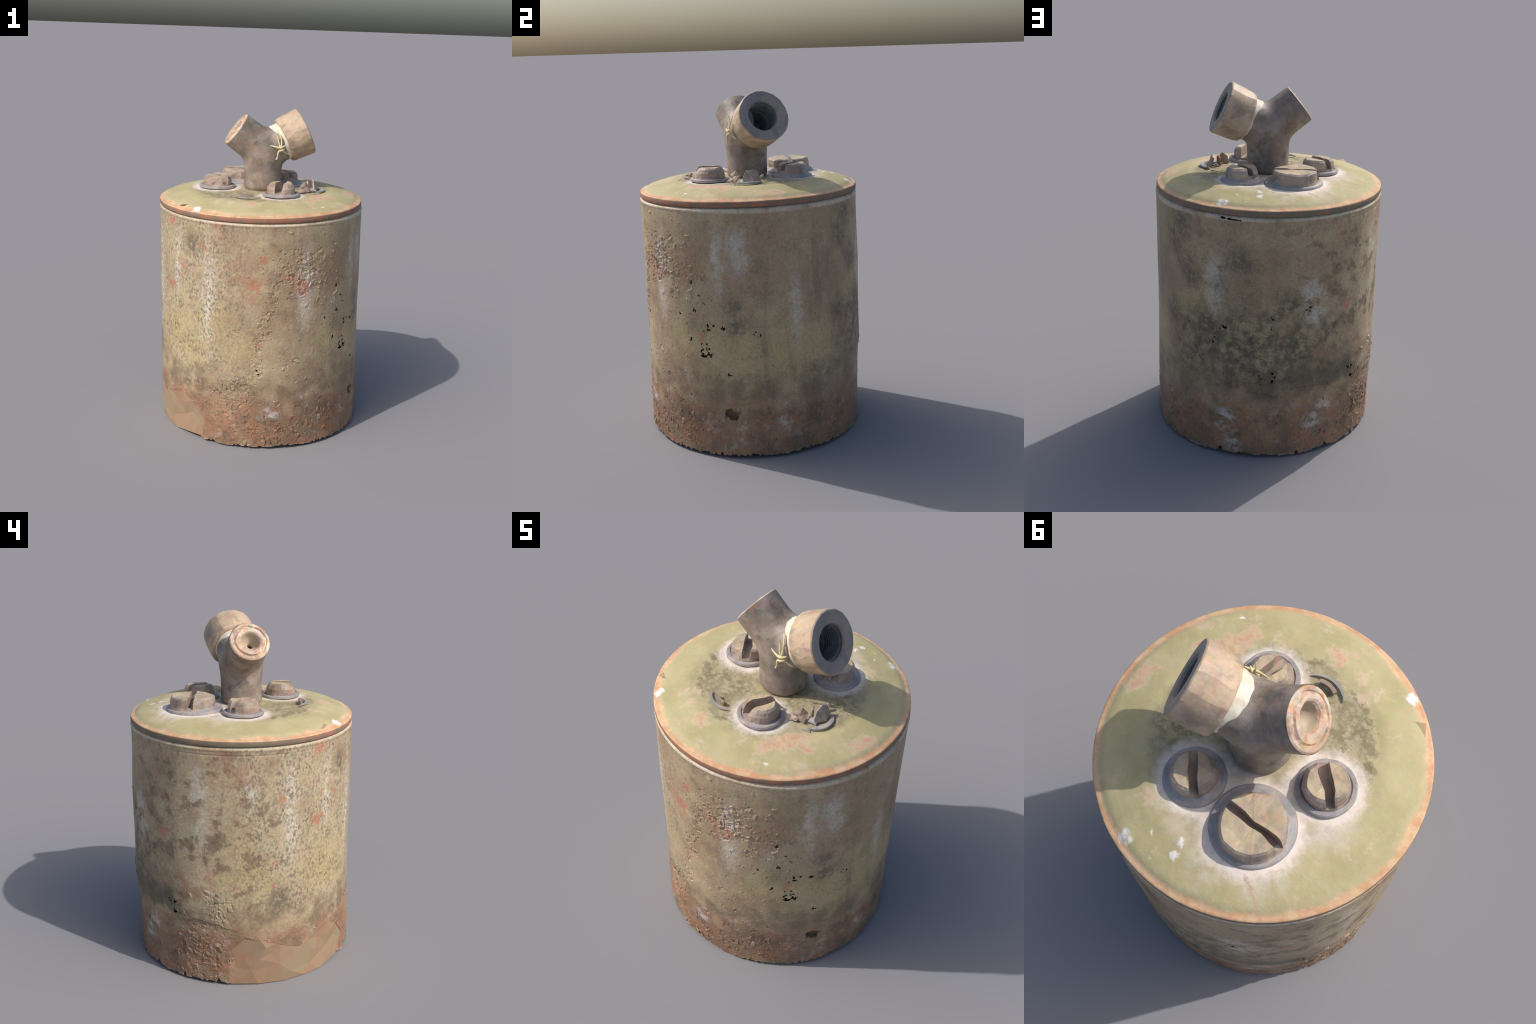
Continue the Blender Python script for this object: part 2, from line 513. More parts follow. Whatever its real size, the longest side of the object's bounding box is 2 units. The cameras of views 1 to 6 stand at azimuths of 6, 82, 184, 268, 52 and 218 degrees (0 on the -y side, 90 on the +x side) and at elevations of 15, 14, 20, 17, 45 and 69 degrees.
def lid_material():
    M = Mat("olive_lid_paint", 0.7, 0.3)
    P = M.pos
    W = M.warp(15.0, 0.19, detail=6)
    Wf = M.warp(36.0, 0.06, detail=4)
    c = (-0.020, -0.006, 0)
    flat = M.scaled((1, 1, 0))
    r = M.vec("DISTANCE", flat, c)
    rw = M.vec("DISTANCE", M.scaled((1, 1, 0), W), c)
    n1 = M.noise(4.0, 4, 0.6)
    n2 = M.noise(14.0, 5, 0.65)
    n3 = M.noise(45.0, 4, 0.65)
    col = M.mix(M.ramp(n1, 0.36, 0.64), (0.425, 0.370, 0.190), (0.490, 0.425, 0.235))
    col = M.mix(M.mul(M.ramp(n3, 0.45, 0.75), 0.30), col, (0.540, 0.480, 0.310))
    # dirtier, greyer deck between the bolts
    deck = M.ramp(rw, 0.40, 0.44, 1.0, 0.0)
    col = M.mix(M.mul(deck, M.ramp(n2, 0.22, 0.55), 0.75), col, (0.400, 0.345, 0.240))
    col = M.mix(M.mul(deck, M.ramp(M.noise(32.0, 5, 0.7), 0.46, 0.60), 0.45), col, (0.285, 0.240, 0.140))
    lich = M.mul(M.blobs(W, [((-0.28, -0.30, 1.49), 0.12), ((-0.225, -0.20, 1.49), 0.11), ((-0.10, -0.33, 1.49), 0.13),
                             ((0.05, -0.40, 1.49), 0.07), ((-0.18, -0.40, 1.49), 0.10), ((-0.37, -0.20, 1.49), 0.10),
                             ((-0.10, -0.20, 1.49), 0.13), ((0.20, -0.36, 1.49), 0.07), ((0.34, -0.02, 1.49), 0.10),
                             ((0.30, 0.12, 1.49), 0.12), ((0.10, -0.05, 1.49), 0.17)], 0.8), deck)
    col = M.mix(M.mul(lich, M.ramp(M.noise(30.0, 5, 0.7), 0.44, 0.56), 0.75), col, (0.210, 0.180, 0.085))
    col = M.mix(M.mul(lich, M.ramp(M.noise(34.0, 4, 0.7, vec=M.scaled((1.3, 1.3, 1))), 0.58, 0.66), 0.55), col, (0.580, 0.530, 0.390))
    # chalky bloom round each bolt and between the three rear ones
    halo = []
    for (bx, by), rr in ((BOLT_A, 0.205), (BOLT_B, 0.160), (BOLT_C, 0.165), (BOLT_D, 0.155)):
        d = M.vec("DISTANCE", M.scaled((1, 1, 0), Wf), (bx, by, 0))
        halo.append(M.ramp(d, rr - 0.050, rr + 0.012, 1.0, 0.0))
    bloom = M.blobs(M.scaled((1, 1, 0), W), [((-0.25, 0.14, 0), 0.14), ((-0.08, 0.17, 0), 0.12), ((-0.28, 0.36, 0), 0.12),
                                             ((-0.38, 0.12, 0), 0.11), ((0.02, 0.34, 0), 0.12), ((-0.12, 0.43, 0), 0.10)], 0.9)
    col = M.mix(M.mul(bloom, M.ramp(n2, 0.25, 0.60), 0.85), col, (0.680, 0.590, 0.500))
    col = M.mix(M.mul(M.top(*halo), M.ramp(n2, 0.25, 0.55, 0.55, 1.0)), col, (0.820, 0.725, 0.650))
    # bare rust patches with pale borders
    spots = [((-0.012, -0.494, 1.482), 0.040), ((0.030, -0.515, 1.476), 0.022), ((-0.060, -0.480, 1.484), 0.022),
             ((-0.03, -0.455, 1.49), 0.02), ((0.305, -0.345, 1.487), 0.034), ((0.350, -0.205, 1.49), 0.036),
             ((0.342, -0.265, 1.49), 0.030), ((0.318, -0.305, 1.49), 0.028), ((0.412, -0.190, 1.488), 0.030),
             ((0.547, 0.046, 1.462), 0.042), ((0.53, 0.0, 1.465), 0.026), ((-0.103, -0.575, 1.459), 0.015),
             ((-0.195, -0.406, 1.494), 0.022), ((0.193, 0.393, 1.492), 0.026), ((-0.509, 0.145, 1.476), 0.016),
             ((0.196, -0.401, 1.494), 0.018), ((-0.160, -0.478, 1.482), 0.024), ((-0.24, -0.45, 1.48), 0.018),
             ((0.22, 0.42, 1.49), 0.016)]
    pale = M.blobs(W, [(p, s * 1.45) for p, s in spots], 0.4)
    bare = M.blobs(W, [(p, s * 1.05) for p, s in spots[:12]], 0.5)
    col = M.mix(M.mul(pale, 0.70), col, (0.620, 0.470, 0.340))
    col = M.mix(M.mul(bare, M.ramp(n3, 0.30, 0.55), 0.85), col, (0.560, 0.320, 0.195))
    # flaked patches scattered near the rim
    fl = M.mul(M.ramp(M.noise(8.5, 5, 0.65), 0.60, 0.66), M.ramp(r, 0.42, 0.47))
    col = M.mix(M.mul(fl, 0.55), col, (0.600, 0.480, 0.340))
    # rusty rim, wider where worn
    wig = M.math("ADD", r, M.math("MULTIPLY", M.math("SUBTRACT", M.noise(7.0, 5, 0.65), 0.5), 0.085))
    rim = M.ramp(wig, 0.600, 0.618)
    rimcol = M.mix(M.ramp(n2, 0.38, 0.62), (0.600, 0.305, 0.160), (0.660, 0.450, 0.280))
    col = M.mix(M.mul(rim, 0.92), col, rimcol)
    inner = M.mul(M.ramp(wig, 0.585, 0.602), M.ramp(wig, 0.600, 0.618, 1.0, 0.0))
    col = M.mix(M.mul(inner, 0.5), col, (0.480, 0.400, 0.250))
    # the upright edge: dull brown with red and grey passages
    sep = M.t.nodes.new("ShaderNodeSeparateXYZ")
    M.put(sep.inputs[0], P)
    tilt = M.math("SUBTRACT", sep.outputs[2], M.math("ADD", M.math("MULTIPLY", sep.outputs[0], 0.016),
                                                   M.math("MULTIPLY", sep.outputs[1], 0.008)))
    edge = M.ramp(tilt, 1.4395, 1.4375)
    edgecol = M.mix(M.ramp(n2, 0.40, 0.58), (0.230, 0.168, 0.120), (0.370, 0.165, 0.105))
    east = M.ramp(M.math("SUBTRACT", M.math("MULTIPLY", sep.outputs[0], 0.6), sep.outputs[1]), -0.25, 0.25)
    edgecol = M.mix(M.math("SUBTRACT", 1.0, east), edgecol, M.mix(M.ramp(n2, 0.46, 0.66), (0.205, 0.170, 0.120), (0.310, 0.185, 0.125)))
    col = M.mix(edge, col, edgecol)
    col = M.mottle(col, 26.0, 0.22)
    # white droppings
    drops = M.blobs(Wf, [((-0.341, -0.528, 1.451), 0.026), ((-0.352, -0.518, 1.451), 0.020), ((0.177, 0.553, 1.458), 0.030),
                         ((0.158, 0.560, 1.458), 0.022), ((-0.007, 0.459, 1.49), 0.019), ((-0.017, 0.509, 1.48), 0.017),
                         ((0.050, 0.554, 1.463), 0.017), ((0.047, 0.528, 1.47), 0.010), ((0.098, 0.486, 1.48), 0.010),
                         ((0.388, -0.404, 1.458), 0.013)], 0.5)
    col = M.mix(drops, col, (0.780, 0.760, 0.700))
    # long scratch on the rear
    rel = M.vec("SUBTRACT", M.scaled((1, 1, 0), Wf), (-0.318, 0.454, 0))
    across = M.math("ABSOLUTE", M.vec("DOT_PRODUCT", rel, (0.570, 0.822, 0)))
    line = M.mul(M.ramp(across, 0.003, 0.008, 1.0, 0.0), M.blob(flat, (-0.318, 0.454, 0), 0.075, 0.3))
    col = M.mix(M.mul(line, 0.7), col, (0.520, 0.340, 0.220))
    return M.finish(col, M.math("ADD", M.mul(n3, 0.5), M.mul(lich, M.noise(30.0, 5, 0.7))), 0.45, 0.008)


def metal_material(name, base, light, dark, warm, bump=0.35, warm_amount=0.5):
    """Brown oxidised metal: mottled, with warm rust and pale rubbed places."""
    M = Mat(name, 0.50, 0.42)
    n1 = M.noise(9.0, 5, 0.62)
    n2 = M.noise(23.0, 5, 0.65, dist=0.4)
    n3 = M.noise(13.0, 4, 0.6, vec=M.vec("ADD", M.pos, (3.1, 1.7, 5.2)))
    col = M.mix(M.ramp(n1, 0.36, 0.64), base, light)
    col = M.mix(M.mul(M.ramp(n3, 0.50, 0.68), 0.75), col, dark)
    col = M.mix(M.mul(M.ramp(n2, 0.50, 0.66), warm_amount), col, warm)
    col = M.mix(M.mul(M.ramp(M.noise(50.0, 4, 0.6), 0.52, 0.72), 0.30), col, light)
    col = M.mottle(col, 26.0, 0.45)
    return M.finish(col, M.noise(70.0, 4, 0.65), bump, 0.004)


def plain_material(name, a, b, scale=12.0, rough=0.8, bump=0.25):
    M = Mat(name, rough, 0.25)
    col = M.mix(M.ramp(M.noise(scale, 5, 0.6), 0.36, 0.66), a, b)
    return M.finish(col, M.noise(80.0, 3, 0.6), bump, 0.003)


BOLT_A, BOLT_B, BOLT_C, BOLT_D = (-0.184, 0.268), (0.107, 0.238), (-0.300, -0.014), (0.127, -0.243)
STUB_E, STUB_F = (0.283, -0.050), (-0.062, -0.268)

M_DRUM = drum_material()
M_LID = lid_material()
M_PIPE = metal_material("brown_pipe_metal", (0.225, 0.176, 0.142), (0.360, 0.300, 0.252), (0.122, 0.116, 0.090), (0.340, 0.200, 0.125), warm_amount=0.5)
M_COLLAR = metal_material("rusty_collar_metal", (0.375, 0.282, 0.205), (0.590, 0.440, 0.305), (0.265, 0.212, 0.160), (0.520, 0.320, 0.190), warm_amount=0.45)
M_FACE = metal_material("steel_grey_end_face", (0.260, 0.235, 0.215), (0.330, 0.290, 0.255), (0.190, 0.185, 0.190), (0.400, 0.235, 0.130), warm_amount=0.35)
M_ARMFACE = metal_material("bright_rust_end_face", (0.440, 0.320, 0.230), (0.650, 0.530, 0.420), (0.340, 0.220, 0.155), (0.620, 0.300, 0.130), warm_amount=0.8)
M_BORE = plain_material("dark_bore_metal", (0.140, 0.138, 0.138), (0.220, 0.212, 0.205), 20.0, 0.5)
M_LUMP = plain_material("grey_debris", (0.210, 0.200, 0.190), (0.150, 0.145, 0.140), 20.0, 0.8)
M_FUNNEL = plain_material("pale_plug_clay", (0.560, 0.470, 0.370), (0.440, 0.360, 0.260), 18.0, 0.9)
M_BOLT = metal_material("worn_bolt_metal", (0.300, 0.228, 0.186), (0.460, 0.365, 0.300), (0.195, 0.155, 0.140), (0.450, 0.280, 0.170))
M_BOLTTOP = metal_material("worn_bolt_top_metal", (0.450, 0.350, 0.245), (0.560, 0.455, 0.310), (0.350, 0.270, 0.195), (0.580, 0.370, 0.190))
M_WASHER = metal_material("blue_grey_washer_metal", (0.280, 0.260, 0.262), (0.400, 0.370, 0.360), (0.200, 0.190, 0.205), (0.440, 0.350, 0.290), warm_amount=0.3)
M_TAPE = plain_material("cream_tape", (0.820, 0.780, 0.660), (0.640, 0.575, 0.440), 22.0, 0.6, 0.1)
M_STRING = plain_material("yellow_string", (0.760, 0.690, 0.430), (0.660, 0.560, 0.310), 60.0, 0.8, 0.2)
M_PATCH = plain_material("smooth_brown_filler", (0.330, 0.250, 0.160), (0.360, 0.195, 0.125), 5.0, 0.85, 0.1)
M_INSIDE = plain_material("darkened_inner_wall", (0.085, 0.068, 0.050), (0.130, 0.090, 0.060), 14.0, 0.9, 0.1)

# ================================================================= root
root = bpy.data.objects.new("rusty_canister", None)
bpy.context.scene.collection.objects.link(root)
root["label"] = "weathered rusty canister with bolted olive lid and Y-shaped pipe fitting"
root["category"] = "metal canister"


# ================================================================= drum wall
def build_drum():
    nu, nv = 1300, 470
    th = np.linspace(0, 2 * math.pi, nu, endpoint=False)
    tv = np.linspace(0, 1, nv)
    TH, TV = np.meshgrid(th, tv)
    deg = np.degrees(TH)
    # ragged lower edge: torn lip with chips
    ring = np.stack([np.cos(th), np.sin(th), 0 * th], -1) * R_DRUM
    jag = 0.010 + 0.010 * fbm(ring, 9, 3, 5) + 0.012 * np.abs(vnoise(ring, 38, 8)) * (vnoise(ring, 11, 9) > -0.2)
    jag += 0.028 * sstep(0.55, 0.9, vnoise(ring, 26, 12)) + 0.010 * np.abs(vnoise(ring, 70, 13)) * (vnoise(ring, 6, 14) > -0.1)
    jag = np.clip(jag, 0.0, 0.06)
    dth = (np.degrees(th) - 230 + 180) % 360 - 180
    Z = jag[None, :] + (Z_DRUM_TOP - jag[None, :]) * TV
    P = np.stack([R_DRUM * np.cos(TH), R_DRUM * np.sin(TH), Z], -1)
    wrap = 2 * math.pi * R_DRUM
    U = TH * R_DRUM

    def gap(a, b):
        return (a - b + 180) % 360 - 180

    dr = 0.004 + 0.0018 * fbm(P, 4, 3, 3) + 0.0006 * fbm(P, 22, 3, 4)
    # the wall swells on the north side and at the foot of the north-east
    dr += 0.010 * np.exp(-(gap(deg, 124) / 50) ** 4) * sstep(0.20, 0.55, Z) * sstep(1.32, 0.95, Z)
    dr += 0.004 * np.exp(-(gap(deg, 80) / 25) ** 4) * sstep(0.30, 0.60, Z) * sstep(1.32, 0.95, Z)
    dr -= 0.006 * np.exp(-(gap(deg, 252) / 42) ** 4) * sstep(0.12, 0.40, Z) * sstep(1.0, 0.65, Z)
    dr += 0.006 * np.exp(-(gap(deg, 355) / 40) ** 4) * sstep(0.75, 0.25, Z)
    dr += 0.003 * np.exp(-(gap(deg, 5) / 50) ** 4)
    # the coat of paint ends in a torn edge on the north-west; the metal below is set back
    ex = np.array([40, 58, 68, 80, 88, 95, 102, 109, 118, 127, 133, 140, 146, 154, 166, 176, 190, 205])
    ez = np.array([0.50, 0.48, 0.47, 0.45, 0.43, 0.40, 0.385, 0.44, 0.43, 0.42, 0.37, 0.36, 0.38, 0.40, 0.38, 0.33, 0.30, 0.28])
    edge = np.interp(deg, ex, ez) + 0.018 * fbm(P * [1, 1, 0.15], 16, 3, 21)
    coat = sstep(44, 66, deg) * (1 - sstep(168, 180, deg))
    coat_lift = coat * sstep(0.80, 0.45, Z) * 0.004
    dr += np.where(Z > edge, coat_lift, -0.001 * coat * sstep(-0.02, 0.10, Z))
    # slight swelling at the foot seam elsewhere
    dr += 0.003 * sstep(0.40, 0.20, Z) * (1 - coat) * fbm(P, 7, 3, 30)

    # flaking: shards of paint that lift and tilt
    path = [(293, 1.14), (288, 1.06), (284, 1.02), (283, 0.92), (278, 0.83), (279, 0.72), (274, 0.68), (275, 0.53),
            (272, 0.42), (266, 0.43), (258, 0.38)]
    line = np.full(deg.shape, 9.0)
    for (a0, z0), (a1, z1) in zip(path[:-1], path[1:]):
        ax, ay = np.radians(gap(deg, a0)) * R_DRUM, Z - z0
        bx, by = math.radians(a1 - a0) * R_DRUM, z1 - z0
        t = np.clip((ax * bx + ay * by) / (bx * bx + by * by), 0, 1)
        line = np.minimum(line, np.hypot(ax - t * bx, ay - t * by))

    def zone(a, z0, ru, rz):
        return np.exp(-(np.radians(gap(deg, a)) * R_DRUM / ru) ** 2 - ((Z - z0) / rz) ** 2)

    flake = 0.85 * sstep(0.050, 0.006, line) * (0.75 + 0.5 * vnoise(P, 9, 47))
    flake = np.maximum(flake, 1.1 * zone(299, 1.11, 0.14, 0.11))
    flake = np.maximum(flake, 0.30 * zone(318, 1.00, 0.12, 0.18))
    flake = np.maximum(flake, 0.04 * zone(305, 0.65, 0.25, 0.35))
    flake = np.maximum(flake, 0.9 * zone(155, 0.18, 0.17, 0.20))
    flake = np.maximum(flake, 0.7 * zone(262, 0.30, 0.14, 0.12))
    flake = np.maximum(flake, 0.5 * zone(318, 0.16, 0.14, 0.14))
    flake = np.maximum(flake, 0.45 * zone(285, 0.12, 0.25, 0.12))
    flake = np.maximum(flake, 0.5 * zone(112, 0.92, 0.09, 0.09))
    flake = np.maximum(flake, 0.5 * zone(90, 0.50, 0.16, 0.06))
    flake = np.maximum(flake, 0.9 * zone(166, 0.46, 0.07, 0.08))
    flake = np.maximum(flake, 0.14 * sstep(0.36, 0.25, Z) * (0.6 + 0.6 * vnoise(P, 5, 44)))
    for size, amp, seed in ((0.026, 0.85, 70), (0.015, 0.75, 71)):
        r, ox, oy, ed = cells(U + 0.006 * fbm(P, 40, 2, 60), Z + 0.006 * fbm(P, 40, 2, 61), size, wrap, seed)
        on = (r[0] < 0.62 * flake).astype(float)
        tilt = (r[1] - 0.5) * ox + (r[2] - 0.45) * oy
        h = on * amp * (0.0020 * (r[3] - 0.45) + 0.80 * tilt)
        h -= on * amp * 0.0035 * sstep(0.0022, 0.0, ed) * (r[3] > 0.4)
        dr += np.clip(h, -0.005, 0.005)
    dr += 0.0022 * flake * fbm(P, 60, 2, 77)

    # groove and rounded shoulder under the lid
    d = Z_DRUM_TOP - Z
    dr -= 0.016 * np.clip(1 - d / 0.012, 0, 1) ** 2
    dr += 0.0025 * np.exp(-((d - 0.016) / 0.006) ** 2)
    dr -= 0.0022 * np.exp(-((d - 0.045) / 0.004) ** 2) * np.exp(-(gap(deg, 150) / 70) ** 4)
    # flared torn lip at the very bottom
    dr += 0.006 * sstep(0.03, 0.0, Z) * vnoise(P, 24, 90)

    # room for the smooth filler patch
    inpatch = sstep(171, 176, deg) * (1 - sstep(241, 246, deg)) * (Z < np.interp(
        deg, [172, 180, 190, 200, 208, 221, 228, 238, 246], [0.22, 0.30, 0.27, 0.23, 0.20, 0.25, 0.28, 0.22, 0.12]))
    dr -= 0.018 * inpatch

    # perforations
    holes = np.zeros(deg.shape, bool)
    r, ox, oy, ed = cells(U + 0.004 * fbm(P, 60, 2, 62), Z * 1.0 + 0.004 * fbm(P, 60, 2, 63), 0.0120, wrap, 99)
    spots = ((329, 0.60, 0.040, 0.62), (328, 0.65, 0.022, 0.5), (331, 0.75, 0.024, 0.4), (338, 0.75, 0.012, 0.9),
             (327, 0.72, 0.014, 0.9), (319, 0.68, 0.022, 0.5), (326, 0.92, 0.012, 0.7), (329, 0.89, 0.012, 0.8),
             (332, 0.91, 0.012, 0.7), (341, 0.49, 0.014, 0.8), (355, 0.72, 0.024, 0.3), (321, 1.00, 0.018, 0.4),
             (323, 0.84, 0.012, 0.7), (314, 0.81, 0.012, 0.8), (333, 0.76, 0.010, 0.9),
             (96, 0.51, 0.040, 0.35), (98, 0.86, 0.012, 0.8), (115, 0.90, 0.022, 0.40), (98, 0.80, 0.012, 0.7),
             (92, 0.51, 0.016, 0.5), (125, 0.33, 0.012, 0.8), (74, 0.78, 0.022, 0.35), (69, 0.69, 0.030, 0.28),
             (140, 0.49, 0.020, 0.5), (144, 0.47, 0.020, 0.4), (143, 0.42, 0.014, 0.6),
             (276, 0.50, 0.020, 0.3), (281, 0.46, 0.012, 0.7))
    for a, z0, rad, dens in spots:
        near = np.hypot(np.radians(gap(deg, a)) * R_DRUM, Z - z0) < rad
        holes |= near & (r[0] < dens * 0.62) & (ed > 0.0022)
    # one rusted-through breach low on the east side, and slits under the lid
    br = np.hypot(np.radians(gap(deg, 340.5)) * R_DRUM * 0.9 + (Z - 0.262) * 0.5, (Z - 0.262) * 0.9) + 0.022 * fbm(P, 34, 3, 64)
    dr -= 0.016 * sstep(0.034, 0.024, br)
    slit = (np.abs(Z - 1.388 + 0.0008 * (deg - 78)) < 0.0030 + 0.002 * vnoise(P, 60, 65)) & (
        ((deg > 75.5) & (deg < 82.5)) | ((deg > 72.5) & (deg < 74.8)))
    holes |= slit

    RR = R_DRUM + dr
    V = lean(np.stack([RR * np.cos(TH), RR * np.sin(TH), Z], -1)).reshape(-1, 3)
    V[:, 2] = np.maximum(V[:, 2], 0.0)
    faces = grid_faces(nu, nv)
    hf = holes.reshape(-1)
    keep = hf[faces].sum(1) < 2
    faces = faces[keep]
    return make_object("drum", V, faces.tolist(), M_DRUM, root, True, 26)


drum = build_drum()

# inner wall and floor, coloured near black for the unlit depth behind the perforations
v, f = lathe([(0.0, 0.016), (0.610, 0.016), (0.6155, 0.03), (0.6155, 1.38), (0.60, 1.403), (0.0, 1.403)], 96)
make_object("inner_wall", lean(v), f, M_INSIDE, root, True, 40)
v, f = lathe([(0.0, 0.006), (0.612, 0.006), (0.622, 0.012), (0.622, 0.022), (0.0, 0.022)], 96)
make_object("floor_plate", lean(v), f, M_INSIDE, root, True, 40)


# ================================================================= filler patch
def build_patch():
    """Large flat facets where the foot of the wall was filled in."""
    pts = [(172, 0.004, -4), (186, 0.003, -3), (200, 0.0, -3), (212, 0.0, -6), (223, 0.002, -4), (237, 0.022, -4), (245, 0.020, -8),
           (174, 0.10, -14), (179, 0.17, -11), (187, 0.16, 0), (197, 0.12, 2), (207, 0.16, 1), (218, 0.14, -4), (229, 0.12, -13),
           (236, 0.16, -11), (241, 0.12, -8), (172, 0.25, -2), (178, 0.325, -2), (186, 0.305, 1), (190, 0.235, 5), (198, 0.25, -2),
           (208, 0.215, -2), (213, 0.23, 0), (221, 0.275, -2), (228, 0.305, -2), (231, 0.21, 0), (239, 0.25, -2), (246, 0.13, -2),
           (224, 0.20, -8), (203, 0.06, 3), (183, 0.09, -2), (216, 0.06, -9), (193, 0.19, -5), (233, 0.065, -7)]
    flat = [Vector((math.radians(a) * R_DRUM, z)) for a, z, _ in pts]
    out = delaunay_2d_cdt(flat, [], [], 0, 1e-5)
    V = []
    for i, src in enumerate(out[3]):
        a, z, d = pts[src[0]]
        rr = R_DRUM + 0.0013 * d + 0.0045
        a = math.radians(a)
        V.append((rr * math.cos(a), rr * math.sin(a), z))
    return make_object("filler_patch", lean(np.array(V)), [tuple(t) for t in out[2]], M_PATCH, root, False)


build_patch()


# ================================================================= lid
def build_lid():
    prof = [(0.0, 1.409), (0.60, Z_LID_LOW), (0.632, Z_LID_LOW), (R_LID - 0.002, Z_LID_LOW + 0.002), (R_LID, Z_LID_LOW + 0.006),
            (R_LID + 0.001, 1.424), (R_LID, 1.435), (R_LID - 0.0015, 1.440), (R_LID - 0.005, 1.443), (0.626, 1.4445),
            (0.616, 1.4475)]
    prof += [(r, h) for r, h in zip(np.linspace(0.605, 0.455, 14), np.interp(
        np.linspace(0.605, 0.455, 14), [0.44, 0.462, 0.487, 0.566, 0.593, 0.616], [1.4955, 1.4935, 1.4890, 1.4700, 1.4620, 1.4485]))]
    prof += [(0.44, 1.4940), (0.425, Z_DECK)] + [(r, Z_DECK) for r in np.linspace(0.40, 0.02, 26)] + [(0.0, Z_DECK)]
    v, f = lathe(prof, 320)
    rad = np.hypot(v[:, 0], v[:, 1])
    top = (v[:, 2] > 1.4405) * sstep(0.0, 0.03, rad)
    v[:, 2] += top * (0.0018 * fbm(v, 9, 4, 201) + 0.0012 * fbm(v, 34, 3, 202))
    rough = sstep(0.44, 0.40, rad) * sstep(0.10, 0.16, rad)
    v[:, 2] += top * rough * 0.0022 * fbm(v, 26, 4, 203)
    rim = (rad > 0.628) & (v[:, 2] > 1.41)
    k = 1 + rim * 0.0022 * fbm(v, 18, 3, 204)
    v[:, 0] *= k
    v[:, 1] *= k
    # droppings stand a little proud
    w = lean(v)
    for (x, y), s in (((-0.345, -0.524), 0.022), ((0.17, 0.556), 0.026), ((-0.007, 0.459), 0.015), ((-0.017, 0.509), 0.013), ((0.05, 0.554), 0.013)):
        d = np.hypot(w[:, 0] - x, w[:, 1] - y)
        w[:, 2] += (v[:, 2] > 1.4405) * 0.006 * np.exp(-(d / (0.7 * s)) ** 2)
    return make_object("lid", w, f, M_LID, root, True, 40)


lid = build_lid()


def deck_z(x, y):
    """Height of the lid's flat middle at a place."""
    return Z_DECK + 1.035 * (0.016 * x + 0.008 * y)


# small torn flap of paint curling up at the rim
def build_flap():
    z = 1.452
    V = np.array([(-0.470, -0.418, z - 0.010), (-0.395, -0.440, z + 0.004), (-0.441, -0.462, z + 0.006),
                  (-0.420, -0.395, z + 0.002)])
    T = V - [0, 0, 0.003]
    vv = np.vstack([V, T])
    ff = [(0, 2, 1), (0, 1, 3), (4, 5, 6), (4, 7, 5), (0, 4, 6, 2), (2, 6, 5, 1), (1, 5, 7, 3), (3, 7, 4, 0)]
    return make_object("paint_flap", vv, ff, M_LID, root, False)


build_flap()


# ================================================================= bolts
def worn(v, amp, seed, scale=18.0):
    """Random dents so that a part looks hammered and eroded."""
    out = v.copy()
    for k in range(3):
        out[:, k] += amp * fbm(v + k * 7.3, scale, 3, seed + k)
    return out


